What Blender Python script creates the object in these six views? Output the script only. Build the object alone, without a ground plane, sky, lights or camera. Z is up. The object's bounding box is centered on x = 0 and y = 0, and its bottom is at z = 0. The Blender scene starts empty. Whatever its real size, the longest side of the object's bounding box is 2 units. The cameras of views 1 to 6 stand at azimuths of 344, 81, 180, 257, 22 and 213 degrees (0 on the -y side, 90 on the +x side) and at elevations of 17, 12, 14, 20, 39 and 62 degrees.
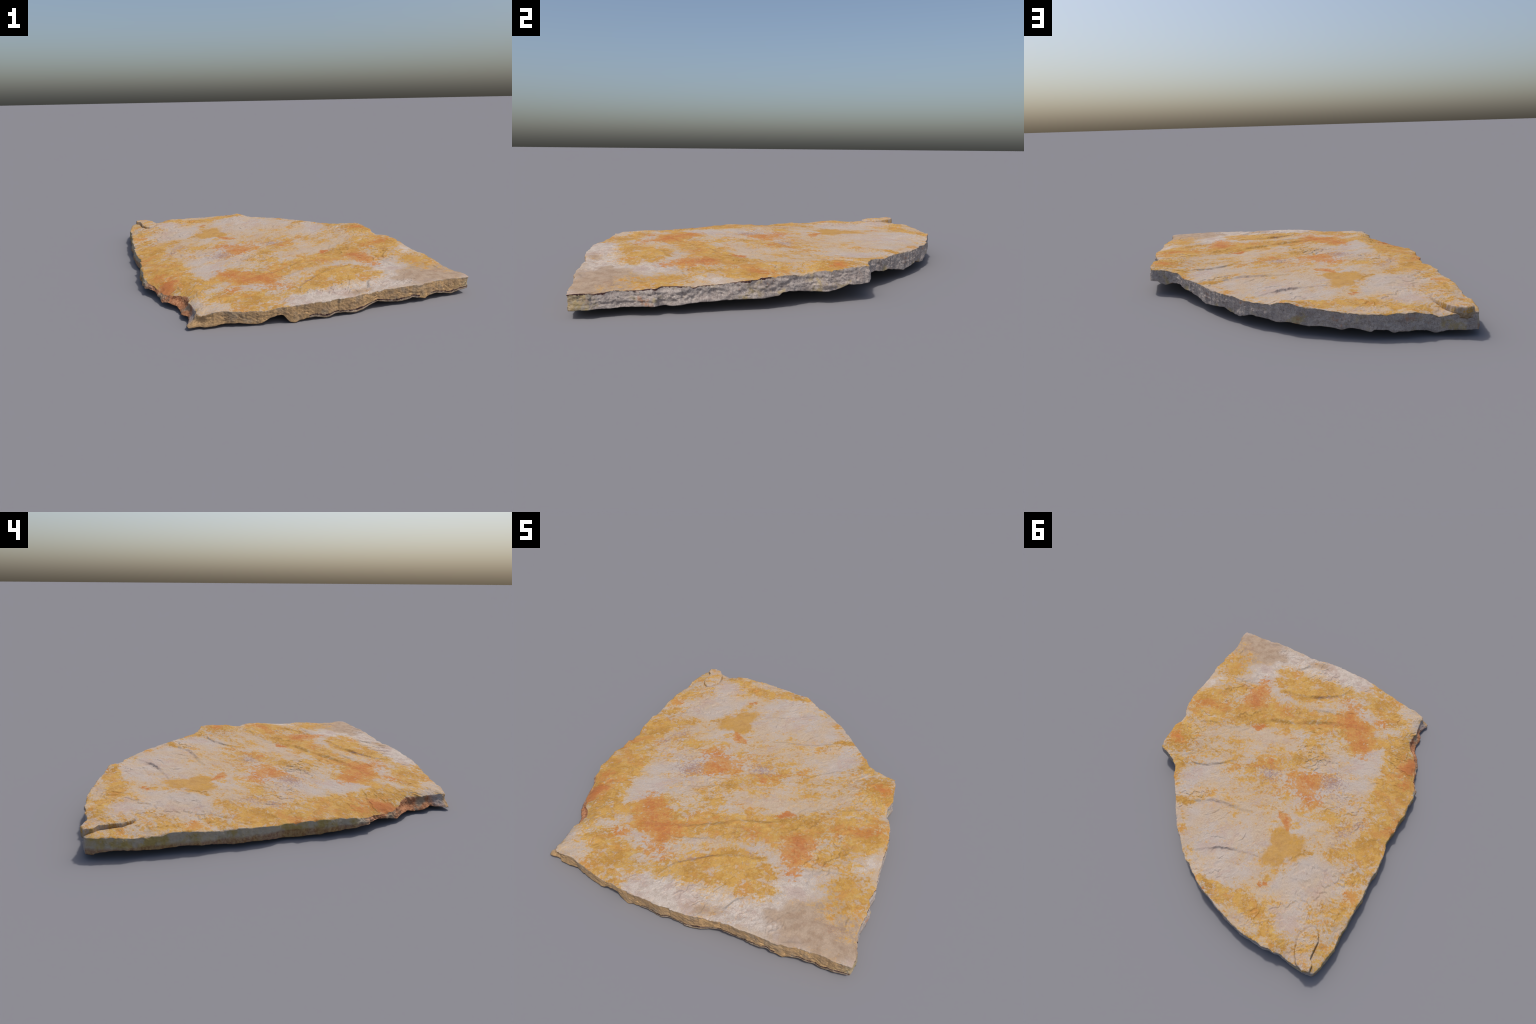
"""A split sandstone flagstone: one slab, built as a cleft top face, a broken
edge all round, an underside and one thin flake still lying on the far tip."""
import bpy, math
import numpy as np

# ------------------------------------------------------------------ noise
def _hash(ix, iy, iz, seed):
    h = (ix.astype(np.int64) * 374761393 + iy.astype(np.int64) * 668265263
         + iz.astype(np.int64) * 2147483647 + seed * 144665) & 0xFFFFFFFF
    h = ((h ^ (h >> 13)) * 1274126177) & 0xFFFFFFFF
    h = ((h ^ (h >> 16)) * 2246822519) & 0xFFFFFFFF
    return (h ^ (h >> 15)).astype(np.float64) / 4294967296.0

def _fade(t):
    return t * t * t * (t * (t * 6 - 15) + 10)

def vnoise(p, seed=0):
    """smooth value noise in 2D or 3D, range about -1..1"""
    p = np.asarray(p, float)
    i = np.floor(p)
    f = _fade(p - i)
    i = i.astype(np.int64)
    three = p.shape[1] == 3
    out = np.zeros(len(p))
    for a in (0, 1):
        wa = f[:, 0] if a else 1 - f[:, 0]
        for b in (0, 1):
            wb = f[:, 1] if b else 1 - f[:, 1]
            if three:
                for c in (0, 1):
                    wc = f[:, 2] if c else 1 - f[:, 2]
                    out += wa * wb * wc * _hash(i[:, 0] + a, i[:, 1] + b, i[:, 2] + c, seed)
            else:
                out += wa * wb * _hash(i[:, 0] + a, i[:, 1] + b, i[:, 0] * 0, seed)
    return out * 2 - 1

def fbm(p, octaves, seed=0, gain=0.5):
    p = np.asarray(p, float)
    c, s = math.cos(0.6), math.sin(0.6)
    out = np.zeros(len(p)); amp = 1.0; tot = 0.0
    for o in range(octaves):
        out += amp * vnoise(p, seed + 17 * o)
        tot += amp; amp *= gain
        q = p.copy()
        q[:, 0] = c * p[:, 0] - s * p[:, 1] + 3.7
        q[:, 1] = s * p[:, 0] + c * p[:, 1] - 1.9
        p = q * 2.03
    return out / tot

def smooth(a, b, x):
    t = np.clip((x - a) / (b - a), 0, 1)
    return t * t * (3 - 2 * t)

# ------------------------------------------------------------------ outline
# control points of the upper rim, anticlockwise, (x, y, z)
EAST_RIM = [
    (.857, -.926, .099), (.866, -.858, .100), (.851, -.829, .095), (.841, -.762, .102), (.839, -.726, .100),
    (.848, -.663, .103), (.852, -.612, .112), (.839, -.584, .112), (.853, -.522, .114), (.846, -.460, .110),
    (.841, -.388, .112), (.839, -.338, .116), (.843, -.251, .125), (.837, -.199, .132), (.819, -.098, .135),
    (.799, -.060, .128), (.784, -.022, .127), (.782, .019, .136), (.795, .072, .144), (.791, .110, .141),
    (.785, .164, .149), (.773, .218, .151), (.765, .256, .147)]
NORTH_RIM = [
    (.724, .268, .146), (.685, .281, .145), (.648, .291, .141), (.611, .320, .140), (.585, .353, .138),
    (.562, .392, .133), (.519, .442, .133), (.488, .477, .134), (.445, .530, .132), (.407, .583, .130),
    (.340, .658, .128), (.274, .713, .130), (.237, .751, .125), (.211, .773, .123), (.158, .808, .125),
    (.121, .822, .126), (.090, .846, .128), (.059, .858, .140), (.014, .888, .149), (-.011, .898, .144),
    (-.040, .908, .136), (-.095, .922, .133), (-.138, .938, .130), (-.182, .951, .125), (-.280, .976, .121),
    (-.367, .991, .119), (-.429, .988, .119), (-.471, .986, .120), (-.505, .991, .120), (-.540, .982, .121),
    (-.574, .980, .113), (-.608, .970, .106), (-.650, .975, .094), (-.697, .980, .104), (-.736, .978, .108),
    (-.770, .980, .106), (-.816, .968, .101)]
WEST_RIM = [
    (-.832, .930, .106), (-.842, .862, .108), (-.855, .790, .103), (-.851, .756, .096), (-.850, .716, .096),
    (-.851, .674, .098), (-.857, .643, .102), (-.853, .609, .105), (-.855, .553, .109), (-.854, .519, .108),
    (-.861, .460, .103), (-.858, .421, .097), (-.854, .376, .095), (-.853, .322, .095), (-.857, .267, .099),
    (-.855, .218, .093), (-.853, .169, .092), (-.847, .125, .088), (-.832, .075, .082), (-.829, .045, .086),
    (-.832, .002, .083), (-.840, -.028, .091), (-.839, -.079, .090), (-.840, -.123, .092), (-.846, -.156, .094),
    (-.843, -.204, .095), (-.842, -.255, .086)]
# the scooped corner: rim crest (x, y, z) and the foot that runs out below it (x, y, z)
SCOOP = [
    ((-.842, -.300, .093), (-.852, -.295, .034)), ((-.822, -.372, .084), (-.836, -.372, .044)),
    ((-.792, -.430, .077), (-.804, -.433, .046)), ((-.774, -.490, .073), (-.785, -.488, .038)),
    ((-.756, -.548, .070), (-.768, -.566, .022)), ((-.714, -.598, .078), (-.744, -.612, .036)),
    ((-.672, -.636, .086), (-.700, -.662, .027)), ((-.650, -.668, .090), (-.692, -.705, .016)),
    ((-.648, -.711, .093), (-.703, -.764, .022)), ((-.658, -.756, .094), (-.686, -.800, .031)),
    ((-.650, -.815, .093), (-.676, -.838, .022)), ((-.643, -.880, .091), (-.688, -.888, .020)),
    ((-.637, -.921, .089), (-.687, -.918, .014))]
SOUTH_RIM = [
    (-.585, -.930, .088), (-.504, -.936, .085), (-.432, -.953, .081), (-.352, -.970, .080), (-.291, -.978, .083),
    (-.235, -.985, .089), (-.163, -.993, .093), (-.067, -.994, .097), (.004, -.996, .098), (.145, -.990, .098),
    (.277, -.963, .099), (.330, -.960, .102), (.396, -.959, .102), (.455, -.960, .102), (.513, -.960, .106),
    (.587, -.955, .105), (.623, -.943, .104), (.676, -.942, .105), (.709, -.934, .103), (.793, -.936, .100)]
# height of the lower rim: along y on the east and west edges, along x on the others
EAST_FOOT = [(-.93, .033), (-.86, .038), (-.76, .036), (-.70, .039), (-.54, .037), (-.48, .044), (-.41, .047),
             (-.33, .049), (-.19, .050), (-.135, .055), (-.125, .067), (-.10, .069), (-.04, .060), (.01, .054),
             (.06, .054), (.10, .058), (.14, .072), (.16, .079), (.20, .076), (.26, .080)]
NORTH_FOOT = [(-.83, .026), (-.766, .032), (-.68, .034), (-.643, .020), (-.627, .019), (-.594, .032), (-.55, .037),
              (-.483, .038), (-.444, .031), (-.420, .045), (-.36, .050), (-.346, .038), (-.326, .041), (-.27, .056),
              (-.22, .043), (-.138, .054), (-.08, .046), (.0, .060), (.062, .047), (.10, .056), (.18, .061),
              (.238, .038), (.265, .043), (.32, .061), (.42, .042), (.47, .057), (.521, .072), (.55, .069),
              (.592, .083), (.641, .077), (.684, .060), (.715, .072), (.735, .084), (.77, .083)]
WEST_FOOT = [(-.30, .036), (-.22, .028), (-.15, .030), (-.124, .017), (-.07, .020), (.0, .014), (.04, .015),
             (.10, .021), (.20, .024), (.26, .027), (.31, .021), (.417, .035), (.53, .041), (.61, .037), (.68, .033),
             (.748, .041), (.814, .047), (.858, .045), (.90, .040), (.97, .026)]
SOUTH_FOOT = [(-.66, .014), (-.583, .012), (-.53, .019), (-.45, .020), (-.36, .010), (-.335, .016), (-.30, .036),
              (-.262, .049), (-.235, .049), (-.204, .009), (-.184, .003), (-.16, .007), (-.10, .018), (-.069, .018),
              (-.012, .006), (.04, .021), (.083, .020), (.143, .009), (.19, .014), (.288, .041), (.33, .031),
              (.41, .020), (.50, .033), (.575, .019), (.60, .032), (.66, .033), (.755, .014), (.80, .029), (.85, .034)]

PLANE = (0.0259, 0.0274, 0.1146)          # the slab dips: z = a x + b y + c
FOOT_PLANE = (0.021, 0.012, 0.040)

def plane(x, y, k=PLANE):
    return k[0] * x + k[1] * y + k[2]

def foot_height(side, x, y):
    table, key = {'east': (EAST_FOOT, y), 'north': (NORTH_FOOT, x),
                  'west': (WEST_FOOT, y), 'south': (SOUTH_FOOT, x)}[side]
    t = sorted(table)
    return float(np.interp(key, [a for a, _ in t], [b for _, b in t]))

BATTER = {'east': .008, 'north': .002, 'west': .008, 'south': -.003}

N = 2048                                   # samples round the outline

def build_outline():
    rows = []                              # rim xyz, foot xyz, side code
    for code, (side, pts) in enumerate((('east', EAST_RIM), ('north', NORTH_RIM),
                                        ('west', WEST_RIM), ('scoop', None), ('south', SOUTH_RIM))):
        if side == 'scoop':
            rows += [(*a, *b, code) for a, b in SCOOP]
            continue
        for x, y, z in pts:
            rows.append((x, y, z, x, y, foot_height(side, x, y), code))
    ctrl = np.array(rows)
    seg = np.linalg.norm(np.roll(ctrl[:, :2], -1, 0) - ctrl[:, :2], axis=1)
    s = np.concatenate([[0], np.cumsum(seg)])
    per = s[-1]
    closed = np.vstack([ctrl, ctrl[:1]])
    t = np.arange(N) / N * per
    out = np.stack([np.interp(t, s, closed[:, k]) for k in range(6)], 1)
    code = ctrl[np.clip(np.searchsorted(s, t, 'right') - 1, 0, len(ctrl) - 1), 6].astype(int)
    # lower rim follows its own finer profile
    names = ['east', 'north', 'west', 'scoop', 'south']
    for i in range(N):
        side = names[code[i]]
        if side != 'scoop':
            out[i, 5] = foot_height(side, out[i, 0], out[i, 1])
    # round the polyline a little
    for _ in range(3):
        out = 0.25 * np.roll(out, 1, 0) + 0.5 * out + 0.25 * np.roll(out, -1, 0)
    # outward normal in plan
    d = np.roll(out[:, :2], -6, 0) - np.roll(out[:, :2], 6, 0)
    nrm = np.stack([d[:, 1], -d[:, 0]], 1)
    nrm /= np.linalg.norm(nrm, axis=1)[:, None] + 1e-9
    bat = np.array([BATTER.get(n, 0.0) for n in names])[code]
    k = np.ones(61) / 61
    bat = np.convolve(np.concatenate([bat[-30:], bat, bat[:30]]), k, 'valid')
    out[:, 3:5] += nrm * bat[:, None]
    # chipped, jagged run of both rims
    rim, foot = out[:, :3].copy(), out[:, 3:].copy()
    j = .0045 * fbm(rim[:, :2] * 30, 3, 5) + .0024 * fbm(rim[:, :2] * 120, 2, 9)
    rim[:, :2] += nrm * j[:, None]
    rim[:, 2] += .0012 * fbm(rim[:, :2] * 60, 3, 15)
    j = (.006 + .008 * (code == 3)) * fbm(foot[:, :2] * 22, 3, 35) + .002 * fbm(foot[:, :2] * 90, 2, 39)
    foot[:, :2] += nrm * j[:, None]
    foot[:, 2] += .0022 * fbm(foot[:, :2] * 45, 3, 55)
    return rim, foot, nrm, code

# ------------------------------------------------------------------ relief of the cleft face
# each: polyline (the left side stands high), rise, drop, width of the riser, reach high, reach low
STEPS = [
    ([(.215, .769), (.136, .715), (.069, .656), (-.025, .610), (-.156, .568), (-.238, .559)], .006, .006, .008, .10, .12),
    ([(.587, .299), (.534, .250), (.456, .221), (.392, .172), (.296, .084)], .0045, .005, .008, .08, .09),
    ([(.416, .526), (.341, .459), (.254, .396), (.174, .374), (.058, .353), (-.031, .321)], .005, .006, .012, .09, .12),
    ([(.390, -.235), (.327, -.262), (.233, -.338), (.102, -.383), (-.010, -.462), (-.128, -.529), (-.259, -.572)], .007, .007, .016, .10, .13),
    ([(.355, -.566), (.267, -.591), (.160, -.618), (.053, -.677), (-.044, -.754), (-.112, -.851)], .007, .007, .012, .07, .08),
    ([(-.530, -.466), (-.572, -.460), (-.620, -.454), (-.677, -.438), (-.720, -.428)], .003, .005, .004, .05, .05),
    ([(-.440, .094), (-.464, .106), (-.496, .127), (-.538, .155), (-.590, .186)], .0025, .002, .003, .05, .05),
    ([(.012, -.189), (.004, -.160), (-.034, -.131), (-.060, -.146)], .0025, .0015, .003, .05, .05),
    ([(.140, .548), (.132, .585), (.118, .609), (.104, .606), (.085, .583), (.040, .576), (.010, .574)], .0015, .0022, .003, .03, .03),
    ([(-.400, .470), (-.427, .459), (-.494, .443), (-.53, .44)], .0015, .002, .006, .05, .05),
    ([(-.39, .565), (-.433, .569), (-.517, .569), (-.56, .58)], .0012, .002, .006, .05, .05),
    ([(-.680, .160), (-.705, .148), (-.771, .079), (-.845, .030)], .003, .003, .006, .05, .07),
    ([(-.735, .120), (-.766, .137), (-.835, .158), (-.862, .190)], .0025, .0015, .003, .04, .04),
    ([(.352, -.985), (.346, -.963), (.333, -.909), (.326, -.870), (.335, -.827), (.36, -.79)], .002, .002, .003, .06, .04),
    ([(.870, -.395), (.820, -.421), (.793, -.428), (.760, -.412), (.70, -.40)], .002, .002, .004, .05, .05),
    ([(-.11, -.115), (-.133, -.117), (-.176, -.139), (-.215, -.133)], .002, .003, .005, .04, .05),
    ([(-.530, -.930), (-.514, -.905), (-.496, -.863), (-.519, -.828), (-.516, -.808), (-.494, -.814), (-.474, -.790),
      (-.416, -.794), (-.348, -.794), (-.310, -.785), (-.260, -.800)], .0030, .006, .0025, .06, .12),
    ([(-.630, -.800), (-.616, -.826), (-.598, -.853), (-.600, -.885)], .0015, .003, .004, .03, .03),
    ([(-.880, .660), (-.851, .672), (-.828, .690), (-.842, .732), (-.849, .759), (-.856, .815)], .001, .009, .0025, .03, .03),
    ([(-.53, .66), (-.60, .64), (-.66, .615)], .0015, .003, .004, .04, .04),
    ([(.02, .80), (-.07, .79), (-.13, .765), (-.20, .80)], .0015, .002, .004, .04, .04),
    ([(.80, -.52), (.70, -.50), (.60, -.52), (.55, -.58), (.56, -.66)], .003, .006, .010, .05, .09),
    ([(.330, -.800), (.300, -.835), (.280, -.870), (.268, -.925), (.262, -.990)], .004, .007, .010, .05, .06),
    ([(.10, -.52), (-.02, -.575), (-.13, -.62), (-.22, -.63)], .004, .005, .010, .06, .07),
    ([(.02, -.10), (-.10, -.175), (-.22, -.23), (-.36, -.27)], .003, .004, .012, .07, .08),
    ([(.72, -.02), (.60, -.09), (.48, -.12), (.40, -.17)], .003, .004, .010, .06, .08),
]
# how far the face stands above or below its mean plane: x, y, height
FACE = [(-.613, -.797, .015), (-.589, -.862, .012), (-.687, -.432, .011), (-.674, -.591, .009), (-.306, -.713, .013),
        (-.434, -.663, .013), (-.729, -.127, .007), (-.710, -.300, .010), (.009, -.708, .009), (.689, -.730, -.002),
        (.280, -.900, -.002), (.250, -.730, .010), (.22, -.30, -.002), (.248, .404, -.004), (.469, .225, -.007), (.078, .645, -.007),
        (.120, .605, -.005), (-.255, .300, -.003), (-.330, .440, -.005), (.308, -.239, -.012), (-.706, .452, -.004),
        (-.314, .688, -.011), (-.335, .779, -.008), (.445, -.424, .003), (-.210, -.010, .004), (-.661, .232, .001),
        (.170, .000, -.002), (-.03, .27, -.009), (.30, .33, -.008), (.52, -.37, -.004), (.03, .48, -.009), (.700, .126, .012), (.760, -.420, .002), (-.50, -.13, .005), (-.40, -.35, .007),
        (.00, -.33, .009), (-.630, .870, .000), (-.740, .820, .002), (-.800, .850, -.002), (.62, -.10, .003), (.15, .20, -.009), (.62, -.57, -.010), (.70, -.66, -.008), (.05, .80, -.004), (-.45, .72, -.008)]

class Spline:
    """thin plate through scattered heights"""
    def __init__(self, pts, reg=2e-3):
        p = np.array(pts, float); self.c = p[:, :2]; n = len(p)
        A = np.zeros((n + 3, n + 3))
        A[:n, :n] = self.k(self.c) + reg * np.eye(n)
        A[:n, n] = 1; A[:n, n + 1:] = self.c; A[n, :n] = 1; A[n + 1:, :n] = self.c.T
        self.w = np.linalg.solve(A, np.concatenate([p[:, 2], np.zeros(3)]))

    def k(self, q):
        r2 = ((q[:, None, :] - self.c[None]) ** 2).sum(2)
        return .5 * r2 * np.log(r2 + 1e-12)

    def __call__(self, q):
        out = np.zeros(len(q))
        for a in range(0, len(q), 40000):
            b = q[a:a + 40000]
            out[a:a + 40000] = self.k(b) @ self.w[:-3] + self.w[-3] + b @ self.w[-2:]
        return out

def step_field(p, poly, rise, drop, width, hi, lo):
    poly = np.array(poly, float)
    reach = 4 * max(hi, lo)
    box = ((p[:, 0] > poly[:, 0].min() - reach) & (p[:, 0] < poly[:, 0].max() + reach)
           & (p[:, 1] > poly[:, 1].min() - reach) & (p[:, 1] < poly[:, 1].max() + reach))
    q = p[box]
    # let the line wander
    q = q + .009 * np.stack([fbm(q * 24, 4, 71, .6), fbm(q * 24, 4, 83, .6)], 1)
    best = np.full(len(q), 9.0); sign = np.ones(len(q)); par = np.zeros(len(q))
    seg = np.linalg.norm(np.diff(poly, axis=0), axis=1); total = seg.sum(); run = 0.0
    for a, b, L in zip(poly[:-1], poly[1:], seg):
        t = (b - a) / L
        u = np.clip((q - a) @ t, 0, L)
        d = q - (a + u[:, None] * t)
        dist = np.hypot(d[:, 0], d[:, 1])
        near = dist < best
        best[near] = dist[near]
        sign[near] = np.where(t[0] * d[near, 1] - t[1] * d[near, 0] > 0, 1, -1)
        par[near] = (run + u[near]) / total
        run += L
    d = best * sign
    up = smooth(-width, width, d)
    taper = np.sin(np.pi * np.clip(par, 0, 1)) ** .6 * (.35 + .75 * smooth(-.35, .35, fbm(q * 14, 2, 95)))
    z = np.zeros(len(p))
    z[box] = taper * (up * rise * np.exp(-np.maximum(d, 0) / hi) - (1 - up) * drop * np.exp(-np.maximum(-d, 0) / lo))
    return z

GRAIN = math.radians(30)                   # bedding marks run this way across the face

def cleft_relief(p):
    c, s = math.cos(GRAIN), math.sin(GRAIN)
    g = np.stack([(c * p[:, 0] + s * p[:, 1]) * .5, -s * p[:, 0] + c * p[:, 1]], 1)
    z = np.zeros(len(p))
    for st in STEPS:
        z += step_field(p, *st)
    # scattered small lips where a lamina has flaked away
    rng = np.random.default_rng(12)
    for _ in range(70):
        at = np.array([rng.uniform(-.85, .85), rng.uniform(-.95, .95)])
        length = rng.uniform(.03, .13)
        head = GRAIN + math.pi + rng.normal(0, .55)
        curl = rng.normal(0, 9)
        line = [at]
        for q in range(6):
            line.append(line[-1] + length / 6 * np.array([math.cos(head), math.sin(head)]))
            head += curl * length / 6
        z += step_field(p, line, rng.uniform(.0004, .0016), rng.uniform(.0012, .0034), .0028, .035, rng.uniform(.02, .06))
    z += .0022 * fbm(g * 5.0, 3, 101)
    # thin bedding laminae that break off in lobed, sharp-lipped terraces
    for freq, count, seed, lo, hi in ((4.5, 4.0, 131, .0012, .0042), (11, 3.0, 231, .0002, .0010)):
        v = fbm(g * freq + .22 * fbm(p * 24, 3, seed + 10)[:, None], 4, seed, .5) * count
        f = v - np.floor(v)
        saw = np.floor(v) + smooth(.88, .99, f) - v + .4
        z += (lo + hi * smooth(-.1, .45, fbm(p * 4.5, 2, seed + 20))) * saw
    z += .0016 * fbm(g * 24, 4, 161, .55) * (.5 + smooth(-.2, .4, fbm(p * 3.5, 2, 191)))
    chip = smooth(.30, .42, fbm(g * 34, 3, 181, .6)) * smooth(.0, .4, fbm(p * 5, 2, 185))
    z -= .0008 * chip
    z += .0010 * fbm(p * 130, 3, 171, .6)
    return z

def ring_levels(rings):
    """fractions (1 at the rim, towards 0) and vertex counts, halving inwards"""
    ts = np.linspace(1, 0, rings + 1)[:-1]
    ts = 1 - (1 - ts) ** 1.0
    counts = []
    for t in ts:
        n = N
        lim = .5
        while t < lim and n > 32:
            n //= 2; lim /= 2
        counts.append(n)
    return ts, counts

def disc(border, rings):
    """plan points and triangles of concentric copies of the border; ring 0 is the border itself"""
    ts, counts = ring_levels(rings)
    pts, start, tris = [], [], []
    idx = 0
    for t, n in zip(ts, counts):
        stepn = N // n
        pts.append(border[::stepn, :2] * t)
        start.append(idx); idx += n
    pts.append(np.zeros((1, 2)))
    for k in range(len(ts) - 1):
        n, m = counts[k], counts[k + 1]
        a, b = start[k], start[k + 1]
        if n == m:
            i = np.arange(n); j = (i + 1) % n
            tris.append(np.stack([a + i, a + j, b + j], 1))
            tris.append(np.stack([a + i, b + j, b + i], 1))
        else:
            i = np.arange(m); i2 = (i + 1) % m
            o0, o1, o2 = a + 2 * i, a + 2 * i + 1, a + (2 * i + 2) % n
            tris.append(np.stack([o0, o1, b + i], 1))
            tris.append(np.stack([o1, o2, b + i2], 1))
            tris.append(np.stack([o1, b + i2, b + i], 1))
    n, a = counts[-1], start[-1]
    i = np.arange(n)
    tris.append(np.stack([a + i, a + (i + 1) % n, np.full(n, idx)], 1))
    ring_t = np.concatenate([np.full(n, t) for t, n in zip(ts, counts)] + [[0.0]])
    which = np.concatenate([np.arange(n) * (N // n) for n in counts] + [[0]])
    return np.vstack(pts), np.vstack(tris), ring_t, which

def smooth_loop(v, w):
    k = np.hanning(2 * w + 1); k /= k.sum()
    return np.convolve(np.concatenate([v[-w:], v, v[:w]]), k, 'valid')

def from_rim(res, border, ring_t, which):
    """carry rim residuals inwards: broad ones far, sharp ones only a little way"""
    rad = np.linalg.norm(border[which, :2], axis=1)
    dist = (1 - ring_t) * rad
    mid = smooth_loop(res, 22)
    fine = res - mid
    return mid[which] * np.exp(-(dist / .07) ** 2) + fine[which] * np.exp(-(dist / .02) ** 1.5)

def from_foot(res, border, ring_t, which):
    dist = (1 - ring_t) * np.linalg.norm(border[which, :2], axis=1)
    broad = smooth_loop(res, 90)
    return from_rim(res - broad, border, ring_t, which) + broad[which] * np.exp(-(dist / .28) ** 2)

# outline of the flake lying on the far tip
FLAKE = [(-.672, .774), (-.652, .828), (-.660, .874), (-.682, .928), (-.712, .966), (-.760, .986), (-.797, .970),
         (-.792, .930), (-.768, .905), (-.764, .847), (-.762, .803), (-.734, .757), (-.710, .746), (-.690, .752)]

# ------------------------------------------------------------------ build the slab
rim, foot, nrm, code = build_outline()

# cleft face
tp, tt, tr, tw = disc(rim, 250)
rel = cleft_relief(tp)
inner = 1 - np.exp(-(((1 - tr) * np.linalg.norm(rim[tw, :2], axis=1)) / .03) ** 1.2)
res = rim[:, 2] - plane(rim[:, 0], rim[:, 1])
res_s = smooth_loop(res, 26)
bend = Spline(list(FACE) + [(rim[q, 0] * 1.0, rim[q, 1], res_s[q]) for q in range(0, N, N // 64)])
sweep = bend(tp)
left = res - sweep[:N]
tuck = np.zeros(len(tp))
near_f = np.hypot(tp[:, 0] + .715, tp[:, 1] - .865) < .20
loop = np.array(FLAKE + FLAKE[:1]); gap = np.full(near_f.sum(), 9.0)
for fa, fb in zip(loop[:-1], loop[1:]):
    u = np.clip(((tp[near_f] - fa) @ (fb - fa)) / ((fb - fa) @ (fb - fa)), 0, 1)
    gap = np.minimum(gap, np.linalg.norm(tp[near_f] - fa - u[:, None] * (fb - fa), axis=1))
tuck[near_f] = -.0045 * np.exp(-(gap / .006) ** 2)                              # crevice round the loose flake
tuck += .014 * np.exp(-((tp[:, 0] + .782) ** 2 + (tp[:, 1] - .945) ** 2) / .032 ** 2)   # rubble against the loose flake
top_z = plane(tp[:, 0], tp[:, 1]) + .001 + tuck + sweep + from_rim(left, rim, tr, tw) + rel * (.45 + .55 * inner)
# worn arris: the last few millimetres roll over
dist = (1 - tr) * np.linalg.norm(rim[tw, :2], axis=1)
wear = (.0016 + .0060 * smooth(.05, .55, fbm(tp * 26, 3, 201))) * np.exp(-(dist / .0065))
top_z -= wear
# at the scoop the face rolls over instead of breaking at a crest
roll = smooth_loop((code == 3).astype(float), 14)[tw]
top_z -= .012 * roll * np.exp(-(dist / .035) ** 1.6)
rim[:, 2] = top_z[:N]
top = np.column_stack([tp, top_z])

# underside
bp, bt, br, bw = disc(foot, 130)
bd = (1 - br) * np.linalg.norm(foot[bw, :2], axis=1)
res_b = foot[:, 2] - plane(foot[:, 0], foot[:, 1], FOOT_PLANE)
lump = .008 * fbm(bp * 5, 4, 301) + .002 * fbm(bp * 40, 3, 311)
bot_z = plane(bp[:, 0], bp[:, 1], FOOT_PLANE) + from_foot(res_b, foot, br, bw) + lump * (1 - np.exp(-(bd / .04) ** 1.5))
bot_z = np.maximum(bot_z, .002 + .002 * fbm(bp * 20, 2, 321))
foot[:, 2] = bot_z[:N]
bottom = np.column_stack([bp, bot_z])

# broken edge
M = 26
east = smooth_loop(((code == 0)).astype(float), 40)
south = smooth_loop(((code == 4)).astype(float), 40)
scoop = smooth_loop(((code == 3)).astype(float), 12)
wall = []
for r in range(M + 1):
    t = r / M
    base = rim * (1 - t) + foot * t
    if 0 < r < M:
        win = math.sin(math.pi * t) ** .6
        q = base.copy()
        amp = .007 + .002 * east - .003 * south
        n1 = fbm(np.column_stack([q[:, :2] * 16, q[:, 2] * 26]), 3, 401)
        n2 = fbm(np.column_stack([q[:, :2] * 70, q[:, 2] * 90]), 3, 411, .65)
        pit = smooth(.25, .7, fbm(np.column_stack([q[:, :2] * 80, q[:, 2] * 80]), 2, 421))
        bed = vnoise(np.column_stack([q[:, :2] * 7, (q[:, 2] + .004 * n1) * 110]), 431)
        off = amp * n1 * (1 - .4 * south) + .0042 * n2 * (1 - .25 * south) - .003 * pit * (1 + .4 * east) + .002 * bed * (.3 + east) * (1 - .7 * south)
        # the scoop: hollow under the crest, running out to the toe
        off += scoop * math.sin(math.pi * min(1, t * 1.15)) * np.where(rim[:, 1] > -.60, .003, -.008)
        base[:, :2] += nrm * (off * win)[:, None]
        base[:, 2] += .0015 * n2 * win
    wall.append(base)
wall = np.vstack(wall)
low = min(bottom[:, 2].min(), wall[:, 2].min())
i = np.arange(N); j = (i + 1) % N
wt = []
for r in range(M):
    a, b = r * N, (r + 1) * N
    wt.append(np.stack([a + i, b + i, b + j], 1))
    wt.append(np.stack([a + i, b + j, a + j], 1))
wt_rows = np.repeat(np.arange(M), 2 * N)
wt_cols = np.tile(np.concatenate([i, i]), M)
wt = np.vstack(wt)
for arr in (top, bottom, wall):
    arr[:, 2] -= low

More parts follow.
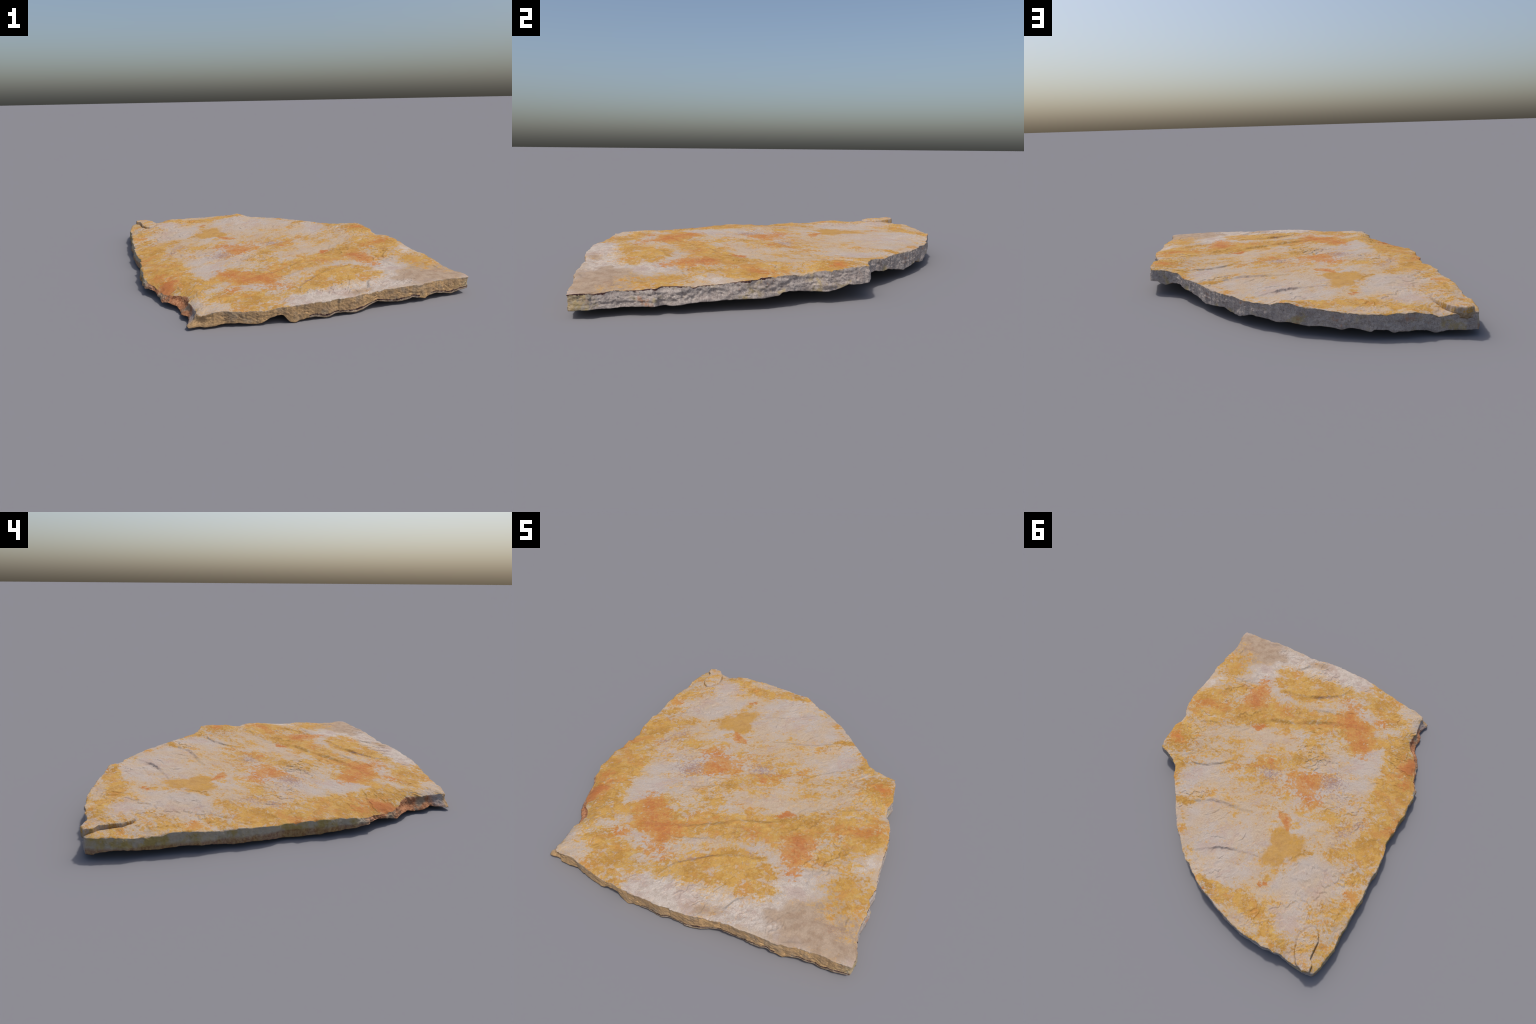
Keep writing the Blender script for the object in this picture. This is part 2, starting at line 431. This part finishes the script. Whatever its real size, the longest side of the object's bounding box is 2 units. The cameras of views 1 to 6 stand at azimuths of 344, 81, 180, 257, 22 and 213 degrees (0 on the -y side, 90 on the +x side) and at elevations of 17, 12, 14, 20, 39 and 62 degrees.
# ------------------------------------------------------------------ the loose flake on the far tip
def build_flake():
    c = np.array([-.715, .865])
    pl = np.array(FLAKE + FLAKE[:1])
    s = np.concatenate([[0], np.cumsum(np.linalg.norm(np.diff(pl, axis=0), axis=1))])
    n = 320
    t = np.arange(n) / n * s[-1]
    ed = np.stack([np.interp(t, s, pl[:, 0]), np.interp(t, s, pl[:, 1])], 1)
    for _ in range(4):
        ed = .25 * np.roll(ed, 1, 0) + .5 * ed + .25 * np.roll(ed, -1, 0)
    d = np.roll(ed, -3, 0) - np.roll(ed, 3, 0)
    nn = np.stack([d[:, 1], -d[:, 0]], 1); nn /= np.linalg.norm(nn, axis=1)[:, None]
    cr = nn                                # FLAKE runs anticlockwise
    ed = ed + cr * (.005 * fbm(ed * 45, 4, 501))[:, None]
    verts, rings = [], []
    def top_of(p):
        along = np.clip((p[:, 1] - .75) / .22, 0, 1)
        v = fbm(p * 24, 3, 541) * 3
        return (.1340 + .0040 * along + .0022 * (np.floor(v) + smooth(.8, .98, v - np.floor(v)) - v) + .0032 * fbm(p * 30, 4, 511, .7) + .0022 * fbm(p * 100, 3, 521, .65)) - low
    K = 30
    for k in range(K):
        f = (k + 1) / K
        p = c + (ed - c) * f * .985
        z = top_of(p) - .0025 * smooth(.9, 1.0, np.full(n, f))
        verts.append(np.column_stack([p, z]))
    for k in range(1, 9):                  # side, down into the slab
        f = k / 8
        off = .001 * math.sin(math.pi * f) + .003 * fbm(np.column_stack([ed * 50, np.full(n, f * 2)]), 3, 531)
        p = ed + cr * np.reshape(off, (-1, 1))
        z = (top_of(ed) - .0025) * (1 - f) + f * (.085 - low)
        verts.append(np.column_stack([p, z]))
    V = np.vstack([np.array([[c[0], c[1], top_of(c[None])[0]]])] + verts)
    i = np.arange(n); j = (i + 1) % n
    T = [np.stack([np.zeros(n, int), 1 + i, 1 + j], 1)]
    for k in range(len(verts) - 1):
        a, b = 1 + k * n, 1 + (k + 1) * n
        T.append(np.stack([a + i, b + i, b + j], 1)); T.append(np.stack([a + i, b + j, a + j], 1))
    a = 1 + (len(verts) - 1) * n           # close the bed of the flake
    V = np.vstack([V, [[c[0], c[1], .085 - low]]])
    T.append(np.stack([np.full(n, len(V) - 1), a + j, a + i], 1))
    side = np.concatenate([np.zeros(n, int)] + [np.full(2 * n, int(k >= K + 3)) for k in range(len(verts) - 1)] + [np.ones(n, int)])
    return V, np.vstack(T), side

# ------------------------------------------------------------------ mesh helpers
def make_object(name, verts, tris, mats, parent, normals=None, mat_index=None):
    me = bpy.data.meshes.new(name)
    me.vertices.add(len(verts)); me.vertices.foreach_set('co', np.ascontiguousarray(verts, np.float32).ravel())
    me.loops.add(len(tris) * 3); me.loops.foreach_set('vertex_index', np.ascontiguousarray(tris, np.int32).ravel())
    me.polygons.add(len(tris)); me.polygons.foreach_set('loop_start', np.arange(len(tris), dtype=np.int32) * 3)
    for m in mats:
        me.materials.append(m)
    if mat_index is not None:
        me.polygons.foreach_set('material_index', mat_index.astype(np.int32))
    me.update(calc_edges=True)
    me.polygons.foreach_set('use_smooth', np.ones(len(tris), bool))
    if normals is not None:
        me.normals_split_custom_set_from_vertices(normals)
    me.validate()
    ob = bpy.data.objects.new(name, me)
    bpy.context.scene.collection.objects.link(ob)
    ob.parent = parent
    return ob

def vertex_normals(v, t):
    fn = np.cross(v[t[:, 1]] - v[t[:, 0]], v[t[:, 2]] - v[t[:, 0]])
    out = np.zeros_like(v)
    for k in range(3):
        for c in range(3):
            out[:, c] += np.bincount(t[:, k], fn[:, c], len(v))
    return out / (np.linalg.norm(out, axis=1)[:, None] + 1e-12)

# ------------------------------------------------------------------ materials
class Nodes:
    def __init__(self, name):
        self.m = bpy.data.materials.new(name); self.m.use_nodes = True
        self.t = self.m.node_tree; self.t.nodes.clear()
        self.out = self.t.nodes.new('ShaderNodeOutputMaterial')
        self.bsdf = self.t.nodes.new('ShaderNodeBsdfPrincipled')
        self.t.links.new(self.bsdf.outputs[0], self.out.inputs[0])
        self.co = self.t.nodes.new('ShaderNodeTexCoord').outputs['Object']

    def new(self, kind, **kw):
        n = self.t.nodes.new(kind)
        for k, v in kw.items():
            setattr(n, k, v)
        return n

    def put(self, sock, v):
        if isinstance(v, bpy.types.NodeSocket):
            self.t.links.new(v, sock)
        elif isinstance(v, tuple) and len(v) == 3 and sock.type == 'RGBA':
            sock.default_value = (*v, 1)
        else:
            sock.default_value = v

    def math(self, op, a, b=0.0, clamp=False):
        n = self.new('ShaderNodeMath', operation=op, use_clamp=clamp)
        self.put(n.inputs[0], a); self.put(n.inputs[1], b)
        return n.outputs[0]

    def vmath(self, op, a, b):
        n = self.new('ShaderNodeVectorMath', operation=op)
        self.put(n.inputs[0], a)
        if op == 'SCALE':
            self.put(n.inputs['Scale'], b)
        else:
            self.put(n.inputs[1], b)
        return n.outputs[0]

    def noise(self, scale, detail=4, rough=.55, vec=None, color=False, distort=0.0):
        n = self.new('ShaderNodeTexNoise')
        self.put(n.inputs['Vector'], vec or self.co)
        n.inputs['Scale'].default_value = scale; n.inputs['Detail'].default_value = detail
        n.inputs['Roughness'].default_value = rough; n.inputs['Distortion'].default_value = distort
        return n.outputs['Color' if color else 'Fac']

    def ramp(self, v, a, b, lo=0.0, hi=1.0):
        n = self.new('ShaderNodeMapRange', interpolation_type='SMOOTHSTEP')
        self.put(n.inputs[0], v)
        for k, x in zip((1, 2, 3, 4), (a, b, lo, hi)):
            n.inputs[k].default_value = x
        return n.outputs[0]

    def mix(self, f, a, b, mode='MIX'):
        n = self.new('ShaderNodeMix', data_type='RGBA', blend_type=mode)
        self.put(n.inputs['Factor'], f); self.put(n.inputs['A'], a); self.put(n.inputs['B'], b)
        return n.outputs['Result']

    def blob(self, vec, x, y, rx, ry, deg):
        m = self.new('ShaderNodeMapping', vector_type='TEXTURE')
        self.put(m.inputs['Vector'], vec)
        m.inputs['Location'].default_value = (x, y, 0)
        m.inputs['Rotation'].default_value = (0, 0, math.radians(deg))
        m.inputs['Scale'].default_value = (rx, ry, 1)
        g = self.new('ShaderNodeTexGradient', gradient_type='SPHERICAL')
        self.put(g.inputs[0], m.outputs[0])
        return g.outputs['Fac']

    def blobs(self, vec, table, grow=1.0):
        total = None
        for x, y, rx, ry, deg, w in table:
            v = self.math('MULTIPLY', self.blob(vec, x, y, rx * grow, ry * grow, deg), w)
            total = v if total is None else self.math('ADD', total, v)
        return total

    def warped(self, *steps):
        """plan position pushed about by noise, flattened to z = 0"""
        v = self.co
        for scale, amt in steps:
            d = self.vmath('SUBTRACT', self.noise(scale, 4, .6, color=True), (.5, .5, .5))
            v = self.vmath('ADD', v, self.vmath('SCALE', d, amt))
        return self.vmath('MULTIPLY', v, (1, 1, 0))

    def bump(self, height, strength, distance):
        b = self.new('ShaderNodeBump')
        b.inputs['Strength'].default_value = strength; b.inputs['Distance'].default_value = distance
        self.put(b.inputs['Height'], height)
        self.t.links.new(b.outputs[0], self.bsdf.inputs['Normal'])

    def finish(self, color, rough=.9):
        self.put(self.bsdf.inputs['Base Color'], color)
        self.put(self.bsdf.inputs['Roughness'], rough)
        self.bsdf.inputs['Specular IOR Level'].default_value = .15
        return self.m

# stains on the cleft face: x, y, half length, half width, turn in degrees, strength
OCHRE = [
    (.75, -.61, .15, .08, 81, .8), (.70, -.36, .21, .06, 43, 1.0), (.72, -.18, .15, .11, 29, .9), (.75, .11, .13, .11, -33, 1.2),
    (.33, -.73, .11, .10, 43, 1.3), (.19, -.67, .17, .08, 19, 1.2), (-.02, -.80, .13, .05, 13, 1.1), (.28, -.41, .29, .10, 26, .8),
    (-.04, -.47, .30, .09, 27, .9), (.45, -.23, .20, .09, 32, .7), (-.31, -.86, .19, .10, -14, .9), (-.53, -.78, .13, .10, 6, .5),
    (-.28, -.53, .20, .14, -10, .6), (-.62, -.56, .14, .10, -71, .9), (-.72, -.31, .16, .14, 68, 1.2), (-.78, -.07, .15, .13, 60, 1.2),
    (-.78, .12, .11, .09, 49, .9), (-.78, .22, .09, .09, 81, .9), (-.78, .39, .08, .07, 49, .7), (-.80, .56, .11, .06, 61, .7),
    (-.42, -.835, .12, .045, 2, .8), (-.75, .69, .11, .03, 32, .4), (-.26, .85, .12, .05, 7, 1.1), (-.37, .85, .08, .05, 12, .8), (-.51, .91, .12, .05, 5, .9),
    (-.13, .91, .09, .02, -12, .9), (-.04, .84, .10, .03, 2, .8), (.32, .62, .12, .03, -57, .8), (.39, .51, .08, .03, 31, .6),
    (.60, .32, .11, .03, -52, .7), (.13, .08, .10, .07, 31, .6), (-.03, -.16, .21, .10, 33, .5), (-.06, .10, .17, .10, 32, .2),
    (.14, .23, .17, .07, 32, .2), (-.81, .85, .05, .04, 37, .7), (-.72, .86, .09, .06, 70, .5), (.33, .0, .25, .08, 32, .2),
    (-.47, .10, .17, .11, 35, .3), (-.62, .27, .09, .06, 35, .7)]
BLOT = [(-.33, .41, .12, .10, 43, 1.0), (-.27, .53, .08, .06, 32, .9), (-.25, .37, .08, .06, -60, .8)]
PALE = [
    (-.52, .50, .12, .09, 30, .9), (-.12, .52, .10, .08, 30, .8), (-.42, .62, .10, .06, 12, .6), (-.36, .24, .08, .05, 30, .5),
    (.46, -.88, .28, .13, 8, 1.1), (.0, -.95, .20, .09, -1, 1.3), (-.18, -.91, .09, .06, -13, .8), (.80, -.41, .13, .05, 46, .9),
    (.52, -.66, .13, .09, 50, 1.0), (.24, -.52, .11, .04, -5, 1.0), (.47, -.12, .13, .06, 32, .6), (.21, -.18, .11, .09, 32, .8),
    (.03, -.35, .08, .04, 33, .8), (.55, .07, .12, .03, 20, .6), (-.29, -.71, .08, .05, 6, .9), (-.47, -.35, .16, .10, 36, 1.0),
    (-.46, -.15, .14, .08, 34, .8), (.42, .27, .18, .10, 31, .7), (.21, .49, .23, .09, 32, .8), (.08, .59, .22, .09, 32, .9),
    (-.07, .71, .21, .09, 11, .9), (-.53, .61, .17, .09, 12, .8), (-.62, .47, .11, .09, 14, .6), (-.56, .79, .08, .07, 15, .7),
    (.36, -.29, .05, .05, -1, .5), (-.54, -.86, .10, .05, -7, .5), (-.51, .41, .07, .05, 33, .4), (-.10, .43, .10, .09, -49, .5)]
RUST = [
    (-.20, -.03, .14, .08, 33, 1.0), (-.29, .06, .09, .08, 37, .7), (.45, -.43, .09, .08, 30, 1.3), (.46, -.57, .08, .05, -58, .8),
    (.76, -.17, .10, .05, 31, .6), (-.20, -.64, .14, .10, -79, .8), (-.33, -.55, .11, .09, -46, .9), (-.40, -.44, .07, .05, -21, .6),
    (-.41, -.70, .06, .04, 38, .9), (.71, .14, .07, .05, 27, .8), (-.85, -.06, .12, .05, 63, .7), (-.78, .03, .09, .03, 33, .5),
    (-.77, -.35, .06, .04, 39, .7), (.32, -.23, .05, .02, 32, 1.3), (.08, -.06, .04, .02, -58, 1.0), (-.22, .27, .06, .03, -46, 1.2),
    (-.06, -.48, .12, .04, 27, .7), (-.80, .50, .05, .04, 4, .7), (.03, .88, .07, .01, -25, 1.2), (.12, .02, .19, .09, 32, .3),
    (.25, -.40, .10, .05, 33, .4), (.59, -.26, .16, .06, 32, .4), (-.31, .68, .04, .01, 12, .9), (-.65, .03, .06, .05, 40, .5),
    (-.76, -.53, .16, .06, 60, 1.3), (-.77, -.54, .09, .05, 60, 1.0)]
CHALK = [(.46, -.86, .22, .09, 8, 1.0), (.02, -.93, .26, .08, -2, 1.3), (.36, -.80, .14, .10, 60, 1.0), (.52, -.66, .13, .08, 50, .9),
         (-.22, -.92, .14, .05, -10, .7), (.78, -.40, .12, .05, 46, .8), (.10, -.86, .14, .05, 10, .8)]
SPECK = [
    (.03, .05, .13, .12, 34, 1.0), (-.36, -.11, .14, .12, 41, 1.0), (-.61, .07, .12, .10, 39, .8), (-.55, .21, .09, .08, -67, .8),
    (.33, .0, .15, .06, 32, .5), (.27, -.57, .08, .04, 33, .9), (.01, -.71, .11, .02, 39, 1.2), (.34, .41, .07, .06, -39, .5)]
TAN = [(.70, -.82, .24, .13, 11, 1.5), (.18, -.94, .09, .04, 12, .8), (.72, -.57, .12, .08, 82, .7)]

WHITE = (.460, .392, .340); CREAM = (.480, .372, .268); GREY = (.400, .340, .300)
GOLD = (.530, .300, .062); DEEP = (.415, .205, .026); LEMON = (.540, .360, .105); AMBER = (.500, .225, .046)
ORANGE = (.480, .175, .038); BRICK = (.440, .125, .040); PURPLE = (.250, .150, .160)

def cleft_material():
    k = Nodes('ochre_stained_sandstone')
    w = k.warped((4, .12), (13, .09), (48, .035))
    fine = k.noise(13, 9, .68)
    grit = k.noise(60, 6, .7)
    # streaks along the bedding grain
    m = k.new('ShaderNodeMapping', vector_type='TEXTURE')
    k.put(m.inputs['Vector'], k.warped((9, .05)))
    m.inputs['Rotation'].default_value = (0, 0, GRAIN); m.inputs['Scale'].default_value = (2.2, 1, 1)
    streak = k.noise(9, 8, .68, vec=m.outputs[0])
    def wob(v, amt):
        return k.math('MULTIPLY', k.math('SUBTRACT', v, .5), amt)
    grain = k.noise(240, 3, .6)
    crumbs = k.noise(110, 5, .75)
    chalk = k.math('ADD', k.blobs(w, CHALK, 1.4), wob(fine, 1.2))
    base = k.mix(k.ramp(k.noise(3.2, 7, .65), .42, .60), WHITE, CREAM)
    base = k.mix(k.ramp(fine, .50, .66, 0, .6), base, CREAM)
    base = k.mix(k.ramp(k.noise(22, 7, .7), .52, .68, 0, .55), base, GREY)
    base = k.mix(k.ramp(chalk, .20, .65, 0, .9), base, k.mix(k.ramp(k.noise(30, 6, .7), .38, .6), (.450, .385, .330), (.560, .490, .430)))
    base = k.mix(k.ramp(k.noise(7, 9, .74, vec=k.vmath('ADD', k.co, (3, 8, 5)), distort=.5), .50, .60, 0, .55), base, (.430, .315, .270))
    tan = k.math('ADD', k.blobs(w, TAN, 1.4), wob(fine, 1.4))
    base = k.mix(k.ramp(tan, .12, .65, 0, .95), base, k.mix(k.ramp(k.noise(26, 7, .7), .38, .62), (.330, .230, .155), (.420, .315, .225)))
    # ochre: islands of crust with ragged edges, a speckled wash between them
    def shifted(x, y, z):
        return k.vmath('ADD', k.co, (x, y, z))
    zone = k.math('SUBTRACT', k.math('MULTIPLY', k.blobs(w, OCHRE, 1.5), .82), k.math('MULTIPLY', k.blobs(w, PALE, 1.3), .70))
    zone = k.math('ADD', zone, k.math('MULTIPLY', k.blob(w, -.05, -.15, 1.0, .75, 30), .10))
    zone = k.math('SUBTRACT', zone, k.math('MULTIPLY', k.blob(w, .62, -.88, .34, .17, 8), .9))
    islands = k.noise(11, 10, .74, vec=m.outputs[0], distort=.5)
    mottle = k.noise(30, 9, .76, vec=shifted(4, 9, 3), distort=.4)
    field = zone
    for v, amt in ((streak, 1.0), (islands, 2.9), (mottle, 2.3), (grit, 1.5)):
        field = k.math('ADD', field, wob(v, amt))
    wash = k.ramp(k.math('ADD', field, wob(crumbs, 2.6)), -.20, .16)
    body = k.ramp(k.math('ADD', field, wob(crumbs, .9)), .20, .31)
    tone = k.math('ADD', k.noise(10, 10, .76, vec=shifted(1, 3, 8), distort=.5), wob(mottle, .5))
    ochre = k.mix(k.ramp(tone, .42, .56), DEEP, GOLD)
    ochre = k.mix(k.ramp(k.noise(17, 9, .76, vec=shifted(2, 5, 1), distort=.4), .53, .61, 0, .8), ochre, LEMON)
    ochre = k.mix(k.ramp(k.noise(8, 10, .76, vec=shifted(7, 2, 4), distort=.5), .52, .60, 0, .75), ochre, AMBER)
    ochre = k.mix(k.ramp(k.math('SUBTRACT', field, zone), -.1, -.6, 0, .5), ochre, k.mix(.4, LEMON, WHITE))
    col = k.mix(k.math('MULTIPLY', wash, .64), base, k.mix(k.ramp(mottle, .42, .58), (.530, .330, .110), (.520, .355, .185)))
    col = k.mix(k.math('MULTIPLY', body, .92), col, ochre)
    # pale stone showing through the crust
    holes = k.math('MULTIPLY', k.ramp(k.noise(38, 9, .78, vec=shifted(9, 9, 2), distort=.4), .55, .62), .6)
    holes = k.math('MAXIMUM', holes, k.math('MULTIPLY', k.ramp(k.noise(15, 10, .76, vec=shifted(6, 1, 9), distort=.5), .56, .60), .7))
    col = k.mix(holes, col, base)
    # one compact ochre blot standing alone on pale stone
    blot = k.math('ADD', k.blobs(w, BLOT, 1.3), k.math('ADD', wob(mottle, .5), wob(fine, .5)))
    col = k.mix(k.ramp(blot, .08, .50, 0, .85), col, k.mix(k.ramp(tone, .36, .60), k.mix(.15, DEEP, GOLD), k.mix(.7, DEEP, GOLD)))
    # rust
    near_rust = k.blobs(w, RUST, 1.45)
    rf = near_rust
    for v, amt in ((islands, 2.3), (mottle, 2.4), (grit, 1.7), (crumbs, 1.0)):
        rf = k.math('ADD', rf, wob(v, amt))
    col = k.mix(k.math('MULTIPLY', k.ramp(rf, .26, .50, 0, .86), k.ramp(near_rust, .0, .25, .12, 1)), col, k.mix(k.ramp(tone, .42, .56), ORANGE, (.500, .240, .065)))
    col = k.mix(k.ramp(rf, .78, 1.02, 0, .6), col, BRICK)
    veins = k.math('ABSOLUTE', wob(k.noise(14, 9, .72, vec=m.outputs[0]), 1.0))
    vf = k.math('MULTIPLY', k.ramp(veins, .012, .002), k.ramp(k.noise(6, 4), .50, .64))
    col = k.mix(k.math('MULTIPLY', vf, .5), col, (.300, .140, .085))
    # plum specks of iron
    sp = k.noise(85, 5, .75)
    sf = k.math('ADD', k.blobs(w, SPECK, 1.4), k.math('MULTIPLY', k.math('SUBTRACT', sp, .5), 3.2))
    col = k.mix(k.ramp(sf, .62, .95, 0, .60), col, PURPLE)
    red = k.math('MULTIPLY', k.ramp(k.noise(40, 7, .78), .60, .68), k.ramp(k.noise(5, 3), .48, .60))
    col = k.mix(k.math('MULTIPLY', red, .55), col, (.40, .13, .07))
    # fine salt-and-pepper grain
    col = k.mix(k.ramp(grain, .30, .72, .26, 0), col, (.20, .13, .08))
    col = k.mix(k.ramp(k.noise(150, 4, .6), .58, .75, 0, .20), col, (.60, .52, .44))
    h = k.math('ADD', k.math('MULTIPLY', k.noise(75, 8, .72), .7), k.math('MULTIPLY', grain, .3))
    k.bump(h, .6, .006)
    return k.finish(col)

def edge_material():
    k = Nodes('broken_sandstone')
    sep = k.new('ShaderNodeSeparateXYZ'); k.put(sep.inputs[0], k.co)
    x, y = sep.outputs[0], sep.outputs[1]
    wob = k.math('MULTIPLY', k.math('SUBTRACT', k.noise(12, 4), .5), .05)
    south_f = k.ramp(k.math('ADD', y, wob), -.885, -.915)
    west_f = k.ramp(k.math('ADD', x, k.math('MULTIPLY', wob, .4)), -.805, -.825)
    m1, m2, m3 = k.noise(24, 8, .7), k.noise(70, 6, .72), k.noise(11, 5, .6)
    speck = k.noise(120, 4, .7)
    # lilac-grey heart of the stone
    grey = k.mix(k.ramp(m1, .36, .66), (.375, .318, .285), (.545, .475, .420))  # greys lightened and warmed to offset blue sky shade on the north wall
    grey = k.mix(k.ramp(m2, .50, .72, 0, .6), grey, (.560, .505, .470))
    grey = k.mix(k.ramp(k.noise(190, 3, .7), .40, .62, .34, 0), grey, (.170, .135, .130))
    grey = k.mix(k.ramp(speck, .55, .66, 0, .5), grey, (.120, .085, .085))
    grey = k.mix(k.ramp(k.noise(11, 7, .7), .53, .66, 0, .65), grey, (.420, .315, .115))
    grey = k.mix(k.ramp(k.noise(13, 6, .68, vec=k.vmath('ADD', k.co, (3, 1, 7))), .60, .70, 0, .7), grey, (.420, .190, .085))
    # brown weathered face
    brown = k.mix(k.ramp(m1, .38, .62), (.390, .255, .140), (.560, .355, .170))
    brown = k.mix(k.ramp(m3, .50, .68, 0, .6), brown, (.360, .295, .220))
    brown = k.mix(k.ramp(m2, .56, .74, 0, .5), brown, (.480, .390, .290))
    brown = k.mix(k.ramp(speck, .60, .72, 0, .5), brown, (.110, .070, .035))
    # olive and grey face with a rusty foot
    olive = k.mix(k.ramp(m3, .40, .60), (.440, .370, .275), (.410, .300, .105))
    olive = k.mix(k.ramp(m1, .52, .70, 0, .6), olive, (.400, .360, .310))
    lowz = k.math('SUBTRACT', sep.outputs[2], k.math('MULTIPLY', wob, .2))
    olive = k.mix(k.ramp(lowz, .060, .042, 0, .75), olive, k.mix(k.ramp(m2, .4, .6), (.240, .090, .045), (.40, .24, .11)))
    # raw orange scoop
    sc = k.math('ADD', k.blob(k.warped((14, .06)), -.73, -.60, .42, .26, 70), k.math('MULTIPLY', k.math('SUBTRACT', m1, .5), .6))
    raw = k.mix(k.ramp(m2, .38, .64), (.330, .130, .060), (.510, .255, .130))
    raw = k.mix(k.ramp(m3, .52, .68, 0, .7), raw, (.360, .300, .210))
    col = k.mix(west_f, grey, olive)
    col = k.mix(k.ramp(sc, .12, .38), col, raw)
    col = k.mix(south_f, col, brown)
    # lichen-yellow patch at the sharp corner
    lich = k.math('ADD', k.blob(k.warped((20, .05)), .86, -.90, .16, .12, 0), k.math('MULTIPLY', k.math('SUBTRACT', m1, .5), 1.4))
    col = k.mix(k.ramp(lich, .45, .75, 0, .55), col, k.mix(k.ramp(m2, .4, .6), (.420, .370, .280), (.330, .240, .075)))
    h = k.math('ADD', k.math('MULTIPLY', k.noise(40, 8, .72), 1.0), k.math('MULTIPLY', k.noise(140, 4, .65), .35))
    k.bump(h, .8, .008)
    return k.finish(col)

def underside_material():
    k = Nodes('weathered_sandstone_bed')
    m1, m2 = k.noise(6, 7, .65), k.noise(28, 7, .7)
    col = k.mix(k.ramp(m1, .38, .62), (.400, .300, .190), (.380, .200, .070))
    col = k.mix(k.ramp(m2, .52, .70, 0, .6), col, (.460, .390, .310))
    col = k.mix(k.ramp(k.noise(14, 6, .7), .58, .70, 0, .6), col, (.250, .100, .050))
    k.bump(k.noise(40, 8, .7), .7, .006)
    return k.finish(col)

def plain_rock(name, a, b, scale=60):
    k = Nodes(name)
    col = k.mix(k.ramp(k.noise(scale, 6, .7), .40, .62), a, b)
    k.bump(k.noise(90, 6, .7), .6, .005)
    return k.finish(col)

mat_top = cleft_material()
mat_edge = edge_material()
mat_bed = underside_material()
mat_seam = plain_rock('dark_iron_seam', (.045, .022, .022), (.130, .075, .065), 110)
mat_crev = plain_rock('weathered_crevice', (.270, .180, .100), (.440, .330, .215), 70)
mat_lip = plain_rock('pale_lip', (.28, .20, .12), (.42, .33, .25), 80)

# ------------------------------------------------------------------ assemble
stone = bpy.data.objects.new('flagstone', None)
bpy.context.scene.collection.objects.link(stone)
stone.empty_display_size = .2
stone['label'] = 'flat split sandstone slab with ochre and rust stains'
stone['category'] = 'stone slab'

# whole-body normals, so that the three parts shade as one stone
nT, nB, nW = len(top), len(bottom), len(wall)
allv = np.vstack([top, bottom, wall])
map_w = np.arange(nW) + nT + nB
map_w[:N] = np.arange(N)                           # first wall row is the rim
map_w[M * N:] = nT + np.arange(N)                  # last wall row is the lower rim
wall[:N] = top[:N]; wall[M * N:] = bottom[:N]
bt_f = bt[:, ::-1]
allt = np.vstack([tt, bt_f + nT, map_w[wt]])
vn = vertex_normals(allv, allt)

make_object('cleft_face', top, tt, [mat_top], stone, vn[:nT])
make_object('underside', bottom, bt_f, [mat_bed], stone, vn[nT:nT + nB])

# seams and lips on the broken edge, as runs of faces with a wandering width
fr = wt_rows + .5
px = rim[wt_cols, :2]
wn = fbm(px * 26, 3, 601); wn2 = fbm(px * 70, 3, 611)
run = fbm(px * 7, 2, 621)
idx = np.zeros(len(wt), int)
on_s, on_e = code[wt_cols] == 4, code[wt_cols] == 0
seam_s = on_s & (rim[wt_cols, 0] > -.12) & (run > -.35)
mid = M - 4.0 + 1.6 * wn
idx[seam_s & (np.abs(fr - mid) < 1.0 + .9 * wn2)] = 1
idx[seam_s & (fr > mid + 1.0 + .9 * wn2)] = 2
seam_e = on_e & (rim[wt_cols, 1] < -.12) & (run > -.25)
idx[seam_e & (fr < 1.6 + 2.6 * wn + 1.4 * wn2)] = 1
on_n = code[wt_cols] == 1
lip = (on_s | on_e | on_n) & (idx == 0) & (fr < 1.2 + 1.8 * wn2)
idx[lip] = 2
make_object('broken_edge', wall, wt, [mat_edge, mat_seam, mat_lip], stone, vn[map_w], idx)

fv, ft, fside = build_flake()
make_object('raised_flake', fv, ft, [mat_top, mat_crev], stone, vertex_normals(fv, ft), fside)
